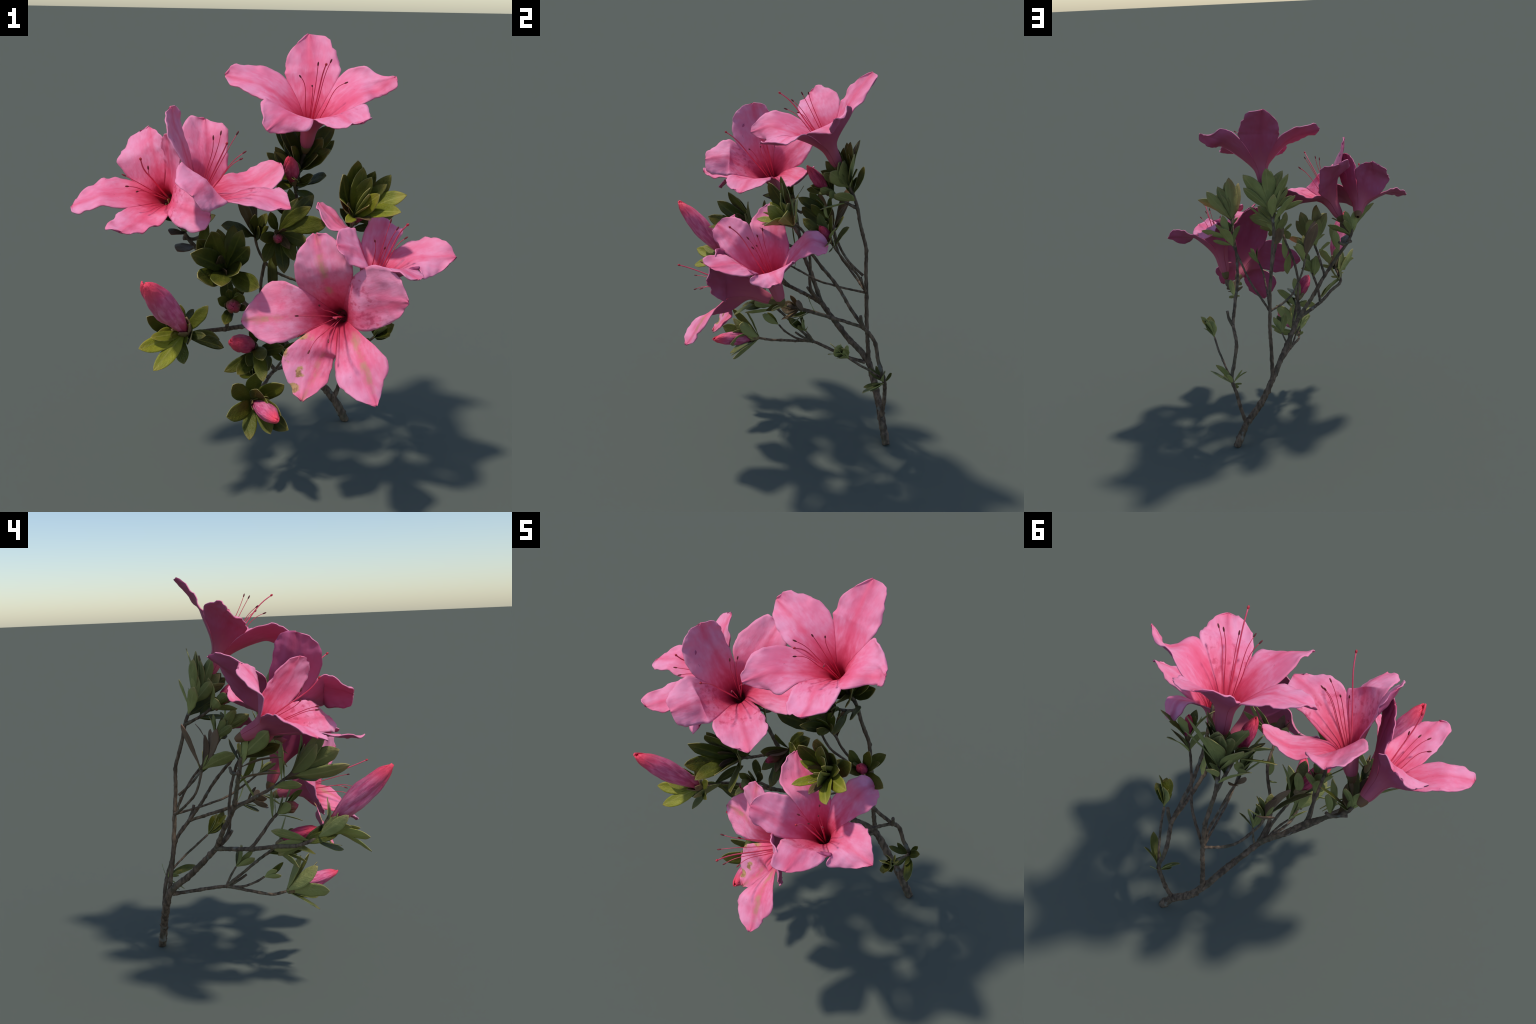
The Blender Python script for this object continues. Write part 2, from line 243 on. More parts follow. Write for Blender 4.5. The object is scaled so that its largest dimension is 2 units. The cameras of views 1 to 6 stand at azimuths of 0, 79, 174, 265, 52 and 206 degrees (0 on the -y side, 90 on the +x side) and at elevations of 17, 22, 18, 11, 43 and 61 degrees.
# ---------------------------------------------------------------- materials
class Nodes:
    def __init__(self, name, rough=0.6, spec=0.25):
        self.mat = bpy.data.materials.new(name)
        self.mat.use_nodes = True
        self.t = self.mat.node_tree
        self.bsdf = self.t.nodes["Principled BSDF"]
        self.bsdf.inputs["Roughness"].default_value = rough
        self.bsdf.inputs["Specular IOR Level"].default_value = spec
        self.coord = self.t.nodes.new("ShaderNodeTexCoord").outputs["Object"]
        self.info = self.t.nodes.new("ShaderNodeObjectInfo").outputs["Random"]

    def put(self, socket, value):
        if isinstance(value, bpy.types.NodeSocket):
            self.t.links.new(value, socket)
        else:
            socket.default_value = value

    def axis(self, k, coord=None):
        n = self.t.nodes.new("ShaderNodeSeparateXYZ")
        self.put(n.inputs[0], coord or self.coord)
        return n.outputs[k]

    def math(self, op, a, b=0.0, c=0.0, clamp=False):
        n = self.t.nodes.new("ShaderNodeMath")
        n.operation = op
        n.use_clamp = clamp
        for i, v in enumerate((a, b, c)):
            self.put(n.inputs[i], v)
        return n.outputs[0]

    def ramp(self, value, lo, hi):
        n = self.t.nodes.new("ShaderNodeMapRange")
        n.interpolation_type = "SMOOTHSTEP"
        self.put(n.inputs["Value"], value)
        n.inputs["From Min"].default_value = lo
        n.inputs["From Max"].default_value = hi
        return n.outputs[0]

    def noise(self, scale=(1, 1, 1), freq=5.0, detail=4.0, offset=True):
        m = self.t.nodes.new("ShaderNodeMapping")
        m.inputs["Scale"].default_value = scale
        self.put(m.inputs["Vector"], self.coord)
        n = self.t.nodes.new("ShaderNodeTexNoise")
        n.noise_dimensions = "4D"
        n.inputs["Scale"].default_value = freq
        n.inputs["Detail"].default_value = detail
        self.put(n.inputs["Vector"], m.outputs[0])
        if offset:
            self.put(n.inputs["W"], self.math("MULTIPLY", self.info, 37.0))
        return n.outputs["Fac"]

    def mix(self, fac, a, b):
        n = self.t.nodes.new("ShaderNodeMix")
        n.data_type = "RGBA"
        self.put(n.inputs[0], fac)
        for s, v in ((n.inputs[6], a), (n.inputs[7], b)):
            self.put(s, v if isinstance(v, bpy.types.NodeSocket) else (*v, 1.0))
        return n.outputs[2]

    def bump(self, height, strength=0.3, distance=0.01):
        n = self.t.nodes.new("ShaderNodeBump")
        n.inputs["Strength"].default_value = strength
        n.inputs["Distance"].default_value = distance
        self.put(n.inputs["Height"], height)
        self.put(self.bsdf.inputs["Normal"], n.outputs[0])

    def done(self, colour):
        self.put(self.bsdf.inputs["Base Color"], colour)
        return self.mat


def petal_material(name, body, pale, vein, throat, blotch=0.0, damage=0.0, streak=0.0):
    n = Nodes(name, rough=0.62, spec=0.2)
    x, y = n.axis(0), n.axis(1)
    mid = n.math("ABSOLUTE", y)
    fine = n.noise((3, 8, 3), 4.0, 6.0)
    patch = n.noise((1, 1, 1), 5.0, 5.0)
    speck = n.noise((1, 1, 1), 26.0, 3.0)
    c = n.mix(n.ramp(n.math("MULTIPLY_ADD", fine, 0.40, n.math("MULTIPLY", patch, 0.75)), 0.42, 0.80), body, pale)
    # paler outer margin, deeper along the midrib and into the throat
    c = n.mix(n.math("MULTIPLY", n.ramp(n.math("MULTIPLY_ADD", patch, 0.12, n.math("MULTIPLY_ADD", mid, 0.8, n.math("MULTIPLY", x, 0.45))), 0.40, 0.72), 0.6), c, pale)
    rib = n.math("MULTIPLY", n.math("SUBTRACT", 1.0, n.ramp(n.math("MULTIPLY_ADD", patch, 0.02, mid), 0.0, 0.07)), n.ramp(x, 0.3, 0.5))
    c = n.mix(n.math("MULTIPLY", rib, 0.55), c, vein)
    fade = n.math("MULTIPLY_ADD", fine, 0.25, n.math("MULTIPLY_ADD", mid, 0.55, x))
    c = n.mix(n.math("SUBTRACT", 1.0, n.ramp(fade, 0.36, 0.92)), c, vein)
    c = n.mix(n.math("MULTIPLY", n.math("SUBTRACT", 1.0, n.ramp(fade, 0.30, 0.72)), 0.9), c, throat)
    if blotch:
        dots = n.math("MULTIPLY", n.ramp(n.noise((2, 2.6, 2), 9.0, 3.0), 0.50, 0.66), n.math("MULTIPLY", n.ramp(x, 0.35, 0.5), n.math("SUBTRACT", 1.0, n.ramp(x, 0.62, 0.85))))
        c = n.mix(n.math("MULTIPLY", dots, blotch), c, (0.55, 0.035, 0.10))
    if streak:
        s = n.math("MULTIPLY", n.math("SUBTRACT", 1.0, n.ramp(n.math("MULTIPLY_ADD", n.noise((2, 5, 2), 5.0), 0.10, mid), 0.045, 0.10)), n.ramp(x, 0.38, 0.5))
        c = n.mix(n.math("MULTIPLY", n.math("MULTIPLY", s, n.ramp(n.noise((1, 1, 1), 7.0), 0.42, 0.6)), streak), c, (0.52, 0.27, 0.17))
    if damage:
        rot = n.ramp(n.noise((1, 1, 1), 4.6, 5.0), 0.55, 0.60)
        rot = n.math("MULTIPLY", rot, n.ramp(x, 0.42, 0.52))
        c = n.mix(n.math("MULTIPLY", rot, damage), c, n.mix(n.ramp(speck, 0.45, 0.6), (0.55, 0.32, 0.13), (0.30, 0.16, 0.06)))
    c = n.mix(n.math("MULTIPLY", n.ramp(speck, 0.70, 0.76), 0.5), c, (0.45, 0.08, 0.16))
    n.bump(n.math("MULTIPLY_ADD", patch, 0.8, n.math("MULTIPLY", fine, 0.4)), 0.22, 0.02)
    return n.done(c)


def leaf_material(name, dark, light, rib, tipc, rough=0.5, spec=0.3):
    n = Nodes(name, rough=rough, spec=spec)
    x, y = n.axis(0), n.axis(1)
    mid = n.math("ABSOLUTE", y)
    patch = n.noise((1, 1.5, 1), 3.0, 4.0)
    fine = n.noise((4, 10, 4), 6.0, 5.0)
    tone = n.math("MULTIPLY_ADD", n.info, 0.5, n.math("MULTIPLY", patch, 0.7))
    c = n.mix(n.ramp(tone, 0.30, 0.85), dark, light)
    c = n.mix(n.math("MULTIPLY", n.math("SUBTRACT", 1.0, n.ramp(mid, 0.004, 0.02)), 0.6), c, rib)
    side = n.math("ABSOLUTE", n.math("SINE", n.math("MULTIPLY", n.math("SUBTRACT", x, n.math("MULTIPLY", mid, 0.9)), 26.0)))
    c = n.mix(n.math("MULTIPLY", n.math("SUBTRACT", 1.0, n.ramp(side, 0.0, 0.12)), 0.10), c, rib)
    edge = n.ramp(n.math("MULTIPLY_ADD", patch, 0.35, n.math("MULTIPLY_ADD", mid, 0.5, x)), 0.98, 1.22)
    c = n.mix(n.math("MULTIPLY", edge, 0.7), c, tipc)
    c = n.mix(n.math("MULTIPLY", n.ramp(fine, 0.62, 0.74), 0.3), c, tipc)
    n.bump(n.math("MULTIPLY_ADD", side, -0.12, fine), 0.25, 0.02)
    return n.done(c)


def bark_material():
    n = Nodes("bark", rough=0.85, spec=0.15)
    z = n.axis(2)
    long = n.noise((1, 1, 0.35), 60.0, 6.0)
    patch = n.noise((1, 1, 1), 9.0, 4.0)
    speck = n.noise((1, 1, 1), 120.0, 3.0)
    c = n.mix(n.ramp(long, 0.35, 0.68), (0.085, 0.060, 0.041), (0.225, 0.155, 0.105))
    c = n.mix(n.math("MULTIPLY", n.ramp(patch, 0.5, 0.68), 0.45), c, (0.13, 0.125, 0.075))
    c = n.mix(n.math("MULTIPLY", n.ramp(n.noise((1, 1, 1), 16.0, 3.0), 0.62, 0.68), 0.5), c, (0.24, 0.25, 0.21))
    c = n.mix(n.math("MULTIPLY", n.ramp(speck, 0.58, 0.7), 0.4), c, (0.17, 0.075, 0.04))
    n.bump(n.math("MULTIPLY_ADD", long, 1.0, n.math("MULTIPLY", speck, 0.5)), 0.6, 0.006)
    return n.done(c)


def simple_material(name, a, b, freq=8.0, rough=0.55, spec=0.3):
    n = Nodes(name, rough=rough, spec=spec)
    f = n.noise((1, 1, 1), freq, 4.0)
    n.bump(f, 0.2, 0.01)
    return n.done(n.mix(n.ramp(f, 0.35, 0.65), a, b))


def bud_material(name, body, pale, tipc, footc):
    n = Nodes(name, rough=0.55, spec=0.25)
    x = n.axis(0)
    fine = n.noise((2, 9, 9), 3.0, 4.0)
    patch = n.noise((1, 1, 1), 5.0, 3.0)
    c = n.mix(n.ramp(n.math("MULTIPLY_ADD", fine, 0.6, n.math("MULTIPLY", patch, 0.4)), 0.38, 0.64), body, pale)
    c = n.mix(n.ramp(n.math("MULTIPLY_ADD", patch, 0.2, x), 0.72, 1.08), c, tipc)
    c = n.mix(n.math("SUBTRACT", 1.0, n.ramp(n.math("MULTIPLY_ADD", patch, 0.2, x), 0.10, 0.42)), c, footc)
    n.bump(fine, 0.4, 0.02)
    return n.done(c)


PINK = dict(body=(0.83, 0.160, 0.290), pale=(0.86, 0.320, 0.485), vein=(0.78, 0.080, 0.170), throat=(0.48, 0.026, 0.065))
BACK = dict(body=(0.47, 0.074, 0.165), pale=(0.48, 0.105, 0.225), vein=(0.42, 0.055, 0.125), throat=(0.54, 0.115, 0.17))
M_IN = petal_material("petal_pink", **PINK)
M_BLOTCH = petal_material("petal_blotched", blotch=0.6, **PINK)
M_STREAK = petal_material("petal_streaked", blotch=0.2, streak=0.8, **PINK)
M_ROT = petal_material("petal_withered", blotch=0.2, damage=0.95, streak=0.5, **PINK)
M_OUT = petal_material("petal_back", **BACK)
M_LEAF = leaf_material("leaf_upper", (0.036, 0.043, 0.004), (0.105, 0.112, 0.010), (0.12, 0.12, 0.015), (0.17, 0.13, 0.02))
M_LEAF_UNDER = leaf_material("leaf_under", (0.215, 0.225, 0.072), (0.345, 0.350, 0.115), (0.37, 0.35, 0.13), (0.40, 0.31, 0.13), rough=0.65, spec=0.2)
M_YELLOW = leaf_material("leaf_yellow", (0.130, 0.145, 0.012), (0.30, 0.29, 0.022), (0.32, 0.30, 0.06), (0.33, 0.26, 0.04))
M_YELLOW_UNDER = leaf_material("leaf_yellow_under", (0.26, 0.27, 0.07), (0.38, 0.38, 0.10), (0.40, 0.37, 0.13), (0.42, 0.33, 0.13), rough=0.65, spec=0.2)
M_BROWN = leaf_material("leaf_brown", (0.075, 0.050, 0.020), (0.165, 0.110, 0.045), (0.19, 0.12, 0.05), (0.20, 0.10, 0.05))
M_BROWN_UNDER = leaf_material("leaf_brown_under", (0.16, 0.100, 0.065), (0.25, 0.165, 0.105), (0.26, 0.17, 0.1), (0.26, 0.14, 0.09), rough=0.7, spec=0.2)
M_BARK = bark_material()
M_FILAMENT = simple_material("filament", (0.55, 0.035, 0.085), (0.66, 0.085, 0.15), 20.0, 0.45)
M_PISTIL = simple_material("style", (0.68, 0.060, 0.120), (0.76, 0.10, 0.18), 20.0, 0.45)
M_ANTHER = simple_material("anther", (0.10, 0.018, 0.022), (0.24, 0.035, 0.045), 30.0, 0.6)
M_STIGMA = simple_material("stigma", (0.42, 0.020, 0.040), (0.62, 0.05, 0.07), 20.0, 0.4)
M_CALYX = simple_material("calyx_green", (0.14, 0.11, 0.035), (0.22, 0.10, 0.05), 14.0, 0.6)
M_SCALE = simple_material("bud_scale_brown", (0.17, 0.11, 0.05), (0.30, 0.20, 0.09), 10.0, 0.6)
BUD_TONES = {
    "open": bud_material("bud_pink", (0.62, 0.085, 0.205), (0.80, 0.22, 0.37), (0.84, 0.065, 0.115), (0.45, 0.040, 0.065)),
    "deep": bud_material("bud_crimson", (0.48, 0.035, 0.100), (0.64, 0.085, 0.17), (0.74, 0.055, 0.10), (0.34, 0.035, 0.05)),
    "green": bud_material("bud_unripe", (0.30, 0.07, 0.06), (0.26, 0.16, 0.06), (0.50, 0.05, 0.10), (0.17, 0.17, 0.05)),
}

# -------------------------------------------------------------------- build
plant = bpy.data.objects.new("azalea_branch", None)
bpy.context.scene.collection.objects.link(plant)
plant["label"] = "cut azalea branch with five open pink flowers, buds and small green leaves"
plant["category"] = "flowering branch"


SPINES = []


def build_shoots():
    for i, s in enumerate(SHOOTS):
        fn, total = path_of(s["path"])
        r0, r1 = s["r"]
        rings = max(8, int(total / 0.008))
        SPINES.append((fn, total))
        knots = [(k + 0.5 + rng.uniform(-0.3, 0.3)) / max(1, round(total / 0.11)) for k in range(max(1, round(total / 0.11)))]

        def radius(t):
            r = lerp(r0, r1, t)
            for k in knots:
                r *= 1 + 0.16 * math.exp(-(((t - k) * total) / 0.009) ** 2)
            if t * total < 0.03 and i:
                r *= 1 + 0.35 * (1 - t * total / 0.03)
            return r

        def wobble(t):
            p = fn(t)
            a = 0.002 * math.sin(math.pi * t)
            return p + V((noise.noise(p * 14), noise.noise(p * 14 + V((9, 0, 0))), noise.noise(p * 14 + V((0, 9, 0))))) * a

        verts, faces = tube(wobble, radius, rings, 12, 0.22, i * 3.1)
        if i == 0:
            verts = [V((v.x, v.y, max(v.z, 0.0))) for v in verts]
        new_object("branch", make_mesh("branch", verts, faces, [M_BARK]), plant)


LEAF_WIDTH = [(0.0, 0.018), (0.08, 0.030), (0.2, 0.075), (0.35, 0.130), (0.52, 0.156), (0.70, 0.160), (0.84, 0.124), (0.94, 0.064), (1.0, 0.006)]


def leaf_mesh(variant):
    r = random.Random(100 + variant)
    keys = [k for k, _ in LEAF_WIDTH]
    halves = [V((w * r.uniform(0.94, 1.06), 0, 0)) for _, w in LEAF_WIDTH]
    arch, fold, twist, sway = r.uniform(-0.10, 0.07), r.uniform(0.05, 0.42), r.uniform(-0.25, 0.25), r.uniform(-0.05, 0.05)
    nu, nv, thick = 8, 18, 0.013
    top = []
    for j in range(nv + 1):
        t = j / nv
        w = spline(halves, keys, t).x
        c = V((t, sway * math.sin(math.pi * t), arch * 4 * t * (1 - t)))
        a = twist * t
        for k in range(nu + 1):
            u = k / nu * 2 - 1
            h = fold * w * (abs(u) ** 1.3) * (1 - 0.3 * t) + 0.012 * noise.noise(V((t * 5, u * 2, variant * 7.0)))
            e = w * (1 + 0.05 * noise.noise(V((t * 9, u, variant * 3.0))))
            top.append(c + V((0, u * e * math.cos(a) - h * math.sin(a), u * e * math.sin(a) + h * math.cos(a))))
    n = len(top)
    half = V((0, 0, thick / 2))
    verts = [p + half for p in top] + [p - half for p in top]
    faces, mats = [], []
    q = lambda j, k: j * (nu + 1) + k
    for j in range(nv):
        for k in range(nu):
            f = (q(j, k), q(j + 1, k), q(j + 1, k + 1), q(j, k + 1))
            faces.append(tuple(reversed(f)))
            mats.append(0)
            faces.append(tuple(i + n for i in f))
            mats.append(1)
    rim = [q(j, 0) for j in range(nv + 1)] + [q(nv, k) for k in range(1, nu + 1)] + [q(j, nu) for j in range(nv - 1, -1, -1)] + [q(0, k) for k in range(nu - 1, 0, -1)]
    for a, b in zip(rim, rim[1:] + rim[:1]):
        faces.append((a, b, b + n, a + n))
        mats.append(1)
    me = make_mesh("leaf", verts, faces, [M_LEAF, M_LEAF_UNDER], face_mats=mats)
    bm = bmesh.new()
    bm.from_mesh(me)
    bmesh.ops.recalc_face_normals(bm, faces=bm.faces)
    bm.to_mesh(me)
    bm.free()
    return me


LEAVES = []


def place_leaf(foot, tip, normal, kind, width):
    me = LEAVES[rng.randrange(len(LEAVES))]
    m = frame(foot, tip, normal.cross(tip - foot))
    m = m @ Matrix.Diagonal((1, width * (1.04 if (tip - foot).length < 0.16 else 0.9) * rng.uniform(0.9, 1.12), rng.uniform(0.8, 1.1), 1))
    ob = new_object("leaf", me, plant, m)
    pair = {"g": (M_LEAF, M_LEAF_UNDER), "y": (M_YELLOW, M_YELLOW_UNDER), "b": (M_BROWN, M_BROWN_UNDER)}[kind]
    for slot, mat in zip(ob.material_slots, pair):
        slot.link = "OBJECT"
        slot.material = mat
    return ob


def leaf_foot(shoot, tip, near=None, reach=0.225, bare=0.0):
    """the place on the shoot's last stretch from which a blade of natural length leaves at a natural angle"""
    fn, total = SPINES[shoot]
    best = None
    last = 1.0 - bare / total
    if near is not None:                                  # tuft part-way along a shoot
        last = min((k / 50 for k in range(51)), key=lambda t: (fn(t) - near).length)
        last = min(1.0, last + 0.03 / total)
    for k in range(33):
        t = last - min(last, (0.06 if near is not None else 0.17) / total) * k / 32
        p = fn(t)
        tangent = (fn(min(1, t + 0.02)) - fn(max(0, t - 0.02))).normalized()
        d = tip - p
        cost = 45 * max(0, d.length - reach) + 40 * max(0, 0.085 - d.length) + 4 * max(0, 0.85 * reach - d.length) + 0.6 * abs(d.angle(tangent) - 0.8) + 0.5 * k / 32
        if best is None or cost < best[0]:
            best = (cost, p, d)
    if best[2].length > 0.26:
        print("long leaf", shoot, tuple(round(c, 3) for c in tip), round(best[2].length, 3))
    return best[1] + best[2].normalized() * 0.003, best[2].normalized()


def build_leaves():
    for k in range(10):
        LEAVES.append(leaf_mesh(k))
    for ros in ROSETTES:
        foot, axis = V(ros["foot"]), V(ros["axis"]).normalized()
        kinds = ros.get("kind", "g")
        for i, tip in enumerate(ros["tips"]):
            tip = V(tip)
            start = foot + axis * rng.uniform(-0.012, 0.012)
            start, d = leaf_foot(ros["on"], tip, foot if ros.get("tuft") else None, ros.get("reach", 0.225), ros.get("bare", 0.0))
            up = axis * 0.6 + V((0.08, -0.60, 0.15))           # blades turn to the open, sunny side
            normal = up - d * up.dot(d)
            if normal.length < 0.15:
                normal = normal + V((rng.uniform(-1, 1), rng.uniform(-1, 1), rng.uniform(-1, 1))) * 0.3
                normal -= d * normal.dot(d)
            normal.normalize()
            place_leaf(start, tip, normal, kinds[i % len(kinds)], ros.get("w", 1.0))
            if ros.get("fill", 1) and i % 2 == 0:              # a younger leaf tucked in beside it
                turn = Matrix.Rotation(rng.choice((-1, 1)) * rng.uniform(0.5, 0.9), 3, axis)
                small = start + turn @ (lerp(d, axis, 0.4).normalized() * (tip - start).length * rng.uniform(0.65, 0.95))
                place_leaf(start + axis * 0.004, small, normal, kinds[i % len(kinds)], ros.get("w", 1.0))


def petal_mesh(name, info, axis, rings_l, rings_r, spine, inner):
    keys = [0.0, 0.06, 0.22, 0.45, 0.70, 0.86, 0.96, 1.0]
    nu, nv = 20, 44
    pts = []
    for j in range(nv + 1):
        v = j / nv
        v = v + 0.06 * math.sin(math.pi * v) * v        # denser rows near the tip
        l, c, r = spline(rings_l, keys, v), spline(spine, keys, v), spline(rings_r, keys, v)
        half, sag = (r - l) / 2, (r + l) / 2 - c
        lip = max(0.0, (v - 0.5) / 0.5)
        for k in range(nu + 1):
            u = k / nu * 2 - 1
            p = c + half * u + sag * (abs(u) ** 1.7)
            pts.append(p)
    # ruffles: push along the surface normal, most at the free margin
    q = lambda j, k: j * (nu + 1) + k
    out = []
    for j in range(nv + 1):
        v = j / nv
        for k in range(nu + 1):
            u = k / nu * 2 - 1
            a = pts[q(min(j + 1, nv), k)] - pts[q(max(j - 1, 0), k)]
            b = pts[q(j, min(k + 1, nu))] - pts[q(j, max(k - 1, 0))]
            n = a.cross(b)
            n = n.normalized() if n.length > 1e-9 else axis
            p = pts[q(j, k)]
            free = min(1.0, max(0.0, (v - 0.42) / 0.25))
            amp = free * (0.004 + 0.012 * abs(u) ** 2)
            w = noise.noise(p * 16) + 0.5 * noise.noise(p * 38)
            rib = -0.004 * math.exp(-(u / 0.10) ** 2) * free
            fray = free * (0.004 * noise.noise(p * 45 + V((5, 5, 5))) + 0.012 * noise.noise(p * 26 + V((15, 5, 5))))
            edge = (pts[q(j, k)] - pts[q(j, nu // 2)])
            edge = edge.normalized() if edge.length > 1e-6 else V((0, 0, 0))
            out.append(p + n * (amp * w + rib) + edge * fray * abs(u) ** 6)
    return out, nu, nv


def build_flower(key):
    data = FLOWERS[key]
    O = V(data["calyx"])
    petals = data["petals"]
    n = len(petals)
    seams = {}
    raw = {}
    for i in range(n):
        j = (i + 1) % n
        name = f"s{i + 1}{j + 1}"
        if name in data["seams"]:
            raw[i] = V(data["seams"][name])
    mean_edge = [(V(petals[i]["next"]) + V(petals[(i + 1) % n]["prev"])) / 2 for i in range(n)]
    centre = sum(mean_edge, V()) / n
    axis = (centre - O).normalized()
    for i in range(n):
        seams[i] = raw.get(i) or lerp(O, lerp(centre, mean_edge[i], 0.85), 0.72)
    hub = sum(seams.values(), V()) / n
    axis = (hub - O).normalized()
    reach = (hub - O).dot(axis)
    flower = bpy.data.objects.new("flower", None)
    bpy.context.scene.collection.objects.link(flower)
    flower.parent = plant
    flower.matrix_local = Matrix.Translation(O)
    inv = Matrix.Translation(-O)

    def ring(i, depth, radius):
        radial = seams[i] - O
        radial -= axis * radial.dot(axis)
        return O + axis * reach * depth + radial.normalized() * radius, radial.length

    for i in range(n):
        info = petals[i]
        prev, nxt = (i - 1) % n, i
        tip, p, q = V(info["tip"]), V(info["prev"]), V(info["next"])
        girth = (seams[prev] - O - axis * (seams[prev] - O).dot(axis)).length + (seams[nxt] - O - axis * (seams[nxt] - O).dot(axis)).length
        girth /= 2
        tube_r = min(0.040, girth * 0.34)
        L = [ring(prev, 0.0, 0.001)[0], ring(prev, 0.08, 0.019)[0], ring(prev, 0.48, tube_r)[0], seams[prev], p]
        R = [ring(nxt, 0.0, 0.001)[0], ring(nxt, 0.08, 0.019)[0], ring(nxt, 0.48, tube_r)[0], seams[nxt], q]
        mid = (p + q) / 2
        out_dir = mid - O
        out_dir -= axis * out_dir.dot(axis)
        out_dir.normalize()
        face = (q - p).cross(tip - mid)
        face.normalize()
        if face.dot(axis) > 0:
            face = -face                                   # points to the back of the petal
        s_mid = (seams[prev] + seams[nxt]) / 2
        back = lerp(face, out_dir, 0.5).normalized()
        gap = (seams[nxt] - seams[prev]).length
        C = [O + axis * 0.0 + out_dir * 0.001, O + axis * reach * 0.08 + out_dir * 0.019, O + axis * reach * 0.48 + out_dir * tube_r, s_mid + back * gap * info.get("throat", -0.04 if key == "E" else 0.05), mid + face * (q - p).length * info.get("bow", 0.02)]
        if "mid" in info:
            C[-1] = V(info["mid"])
        M = C[-1]
        for t, w in ((0.66, 0.78), (0.93, 0.42)):
            line = lerp(M, tip, t)
            C.append(line)
            for side, given, edge in ((L, "prev_corner", p), (R, "next_corner", q)):
                if given not in info:
                    side.append(line + (edge - M) * w)
                elif t < 0.8:
                    side.append(V(info[given]))
                else:
                    side.append(lerp(V(info[given]), tip, 0.62) + (edge - M) * 0.06)
        L.append(tip + (p - M) * 0.05)
        R.append(tip + (q - M) * 0.05)
        C.append(tip)
        pts, nu, nv = petal_mesh("petal", info, axis, L, R, C, None)
        m = frame(O, tip, q - p)
        minv = m.inverted()
        local = [minv @ v for v in pts]
        faces = []
        qd = lambda a, b: a * (nu + 1) + b
        for a in range(nv):
            for b in range(nu):
                faces.append((qd(a, b), qd(a, b + 1), qd(a + 1, b + 1), qd(a + 1, b)))
        # make the faces look into the flower
        f0 = faces[(nv // 2) * nu + nu // 2]
        nn = (pts[f0[1]] - pts[f0[0]]).cross(pts[f0[3]] - pts[f0[0]])
        if nn.dot(face) > 0:
            faces = [tuple(reversed(f)) for f in faces]
        look = {"blotch": M_BLOTCH, "rot": M_ROT, "streak": M_STREAK}.get(info.get("look"), M_IN)
        me = make_mesh("petal", local, faces, [look, M_OUT])
        ob = new_object("petal", me, flower, inv @ m)
        so = ob.modifiers.new("thickness", "SOLIDIFY")
        so.thickness = 0.0048 / m.to_scale().x
        so.offset = -1
        so.material_offset = 1
        so.material_offset_rim = 0
    # calyx: a small cup with five lobes
    verts, faces = [], []
    side = axis.orthogonal().normalized()
    other = axis.cross(side)
    for j in range(9):
        t = j / 8
        for k in range(30):
            a = 2 * math.pi * k / 30
            r = lerp(0.010, 0.024, min(1, t * 1.6) ** 0.6)
            h = -0.022 + t * (0.044 + 0.016 * abs(math.cos(2.5 * a)))
            verts.append(axis * h + (side * math.cos(a) + other * math.sin(a)) * r)
    for j in range(8):
        for k in range(30):
            a, b = j * 30 + k, j * 30 + (k + 1) % 30
            faces.append((a, b, b + 30, a + 30))
    ob = new_object("calyx", make_mesh("calyx", verts, faces, [M_CALYX]), flower, Matrix())
    so = ob.modifiers.new("thickness", "SOLIDIFY")
    so.thickness = 0.003
    # stamens and pistil
    root = O + axis * reach * 0.12
    st = STAMENS[key]
    for i, tip in enumerate([st["pistil"]] + st["stamens"]):
        tip = V(tip)
        d = tip - root
        a = root + V((rng.uniform(-1, 1), rng.uniform(-1, 1), rng.uniform(-1, 1))) * 0.006
        lift = tip - root - axis * (tip - root).dot(axis)
        b = lerp(root, tip, 0.5) + axis * 0.022 - lift * 0.06
        mid2 = lerp(root, tip, 0.87) + axis * 0.026 - lift * 0.05
        hook = tip
        fn, total = path_of([a, b, mid2, hook])
        thick = 0.0034 if i == 0 else 0.0019
        verts, faces = tube(fn, lambda t: thick * (1.15 - 0.35 * t), 22, 7)
        nf = len(faces)
        # anther or stigma
        e = (fn(1.0) - fn(0.93)).normalized()
        u = e.orthogonal().normalized()
        w = e.cross(u)
        base = len(verts)
        ra, la = (0.0055, 0.008) if i == 0 else (0.0036, 0.011)
        for j in range(7):
            th = math.pi * j / 6
            for k in range(8):
                ph = 2 * math.pi * k / 8
                verts.append(tip + e * (-math.cos(th) * la) + (u * math.cos(ph) + w * math.sin(ph)) * math.sin(th) * ra)
        for j in range(6):
            for k in range(8):
                s, t2 = base + j * 8 + k, base + j * 8 + (k + 1) % 8
                faces.append((s, t2, t2 + 8, s + 8))
        verts = [v - O for v in verts]
        mats = [0] * nf + [1] * (len(faces) - nf)
        pair = [M_PISTIL, M_STIGMA] if i == 0 else [M_FILAMENT, M_ANTHER]
        new_object("pistil" if i == 0 else "stamen", make_mesh("pistil" if i == 0 else "stamen", verts, faces, pair, face_mats=mats), flower, Matrix())


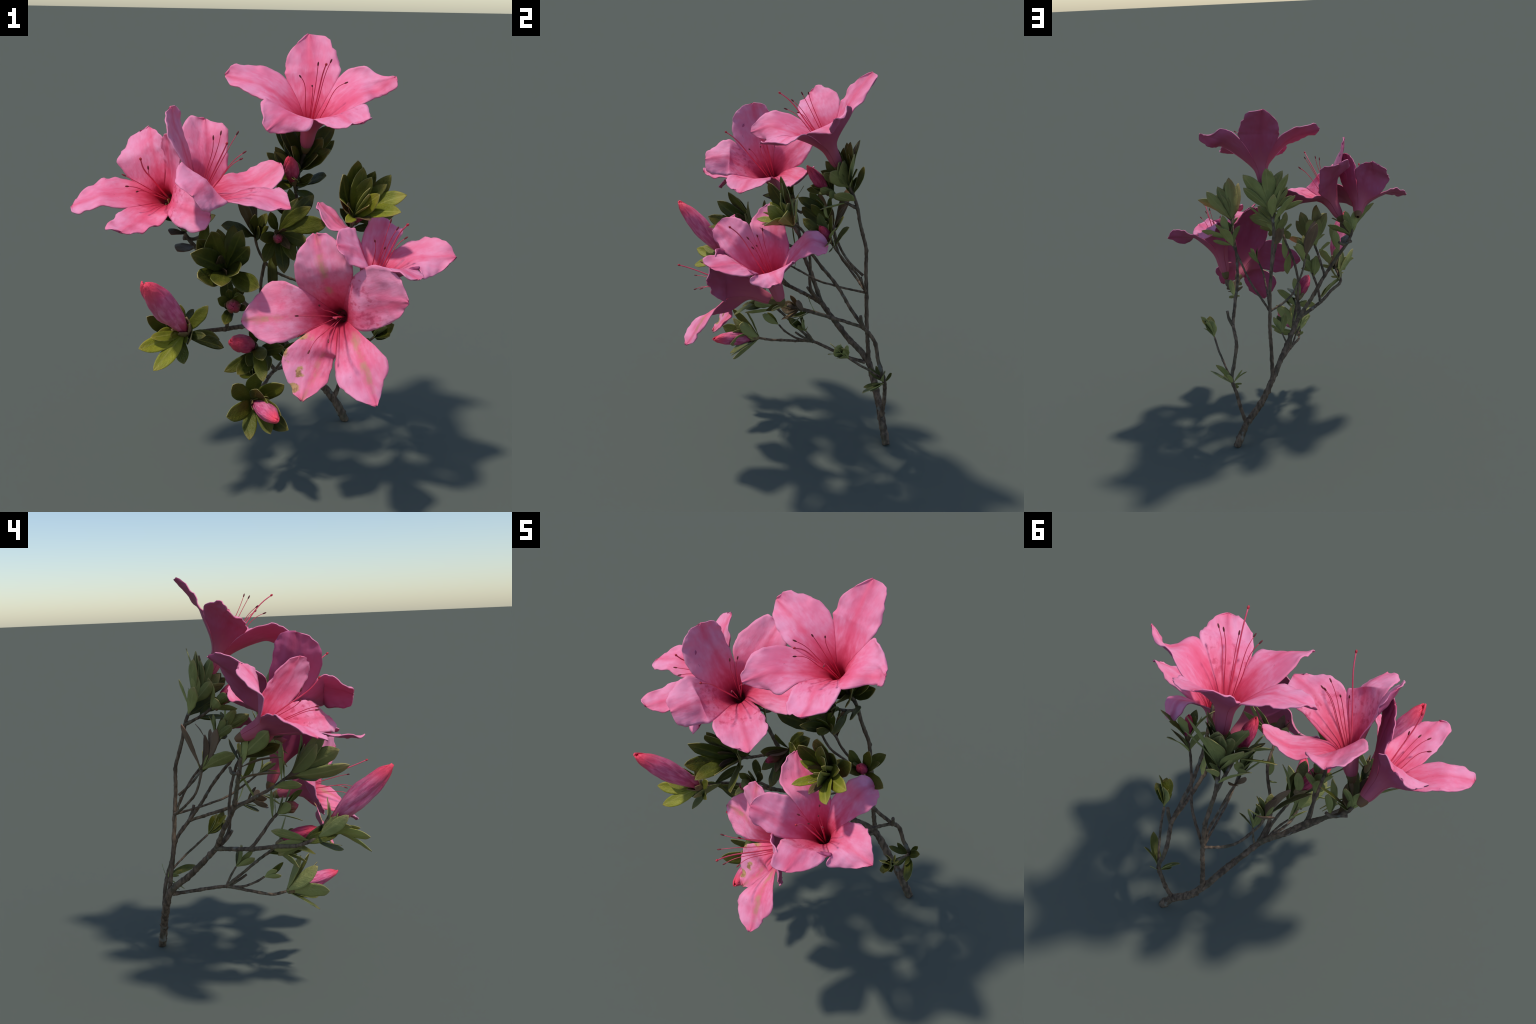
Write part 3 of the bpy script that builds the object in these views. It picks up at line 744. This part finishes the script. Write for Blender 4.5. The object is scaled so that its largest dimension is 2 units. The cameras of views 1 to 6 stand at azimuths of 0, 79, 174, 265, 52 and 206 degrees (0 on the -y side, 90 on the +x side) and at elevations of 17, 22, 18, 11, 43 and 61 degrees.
def build_bud(b):
    foot, tip, girth = V(b["foot"]), V(b["tip"]), b["girth"]
    m = frame(foot, tip, V((0.3, 0.2, 1)))
    size = m.to_scale().x
    g = girth / size
    bud = bpy.data.objects.new("flower_bud", None)
    bpy.context.scene.collection.objects.link(bud)
    bud.parent = plant
    bud.matrix_local = m
    keys = [0.0, 0.12, 0.35, 0.58, 0.8, 0.93, 1.0]
    prof = [V((x, 0, 0)) for x in (0.24, 0.42, 0.86, 1.0, 0.76, 0.44, 0.06)]
    # five petals wrapped in a spiral, each a sector that overlaps the next
    for s in range(5):
        verts, faces = [], []
        nv, nu = 30, 10
        for j in range(nv + 1):
            t = j / nv
            r0 = spline(prof, keys, t).x * g
            for k in range(nu + 1):
                u = k / nu
                a = 2 * math.pi * (s + u * 1.30) / 5 + 1.5 * t
                r = r0 * (0.78 + 0.27 * math.sin(math.pi * min(1, u * 1.05)) + 0.05 * (1 - u)) * (1 + 0.16 * noise.noise(V((t * 5, a * 1.3, s + girth * 90))))
                verts.append(V((t * (1 - 0.015 * s), r * math.cos(a), r * math.sin(a))))
        for j in range(nv):
            for k in range(nu):
                a = j * (nu + 1) + k
                faces.append((a, a + nu + 1, a + nu + 2, a + 1))
        ob = new_object("bud_petal", make_mesh("bud_petal", verts, faces, [BUD_TONES[b["tone"]]]), bud, Matrix())
        so = ob.modifiers.new("thickness", "SOLIDIFY")
        so.thickness = 0.02
        so.offset = -1
    # bud scales clasping the foot
    for s in range(5):
        a = 2 * math.pi * s / 5 + rng.uniform(-0.2, 0.2)
        verts, faces = [], []
        ln = 0.36 * min(1.0, 0.16 / size) * rng.uniform(0.8, 1.15)
        for j in range(9):
            t = j / 8
            w = 0.75 * math.sin(math.pi * (0.12 + 0.88 * t) ** 0.8) + 0.04
            r = (0.22 + 0.55 * t ** 0.8) * g + 0.03 * g + 0.012
            for k in range(7):
                an = a + (k / 6 * 2 - 1) * w
                verts.append(V((-0.05 + t * (ln + 0.05), r * math.cos(an), r * math.sin(an))))
        for j in range(8):
            for k in range(6):
                q = j * 7 + k
                faces.append((q, q + 7, q + 8, q + 1))
        ob = new_object("bud_scale", make_mesh("bud_scale", verts, faces, [M_SCALE]), bud, Matrix())
        so = ob.modifiers.new("thickness", "SOLIDIFY")
        so.thickness = 0.012


build_shoots()
build_leaves()
for key in FLOWERS:
    build_flower(key)
for b in BUDS:
    build_bud(b)
bpy.context.view_layer.update()
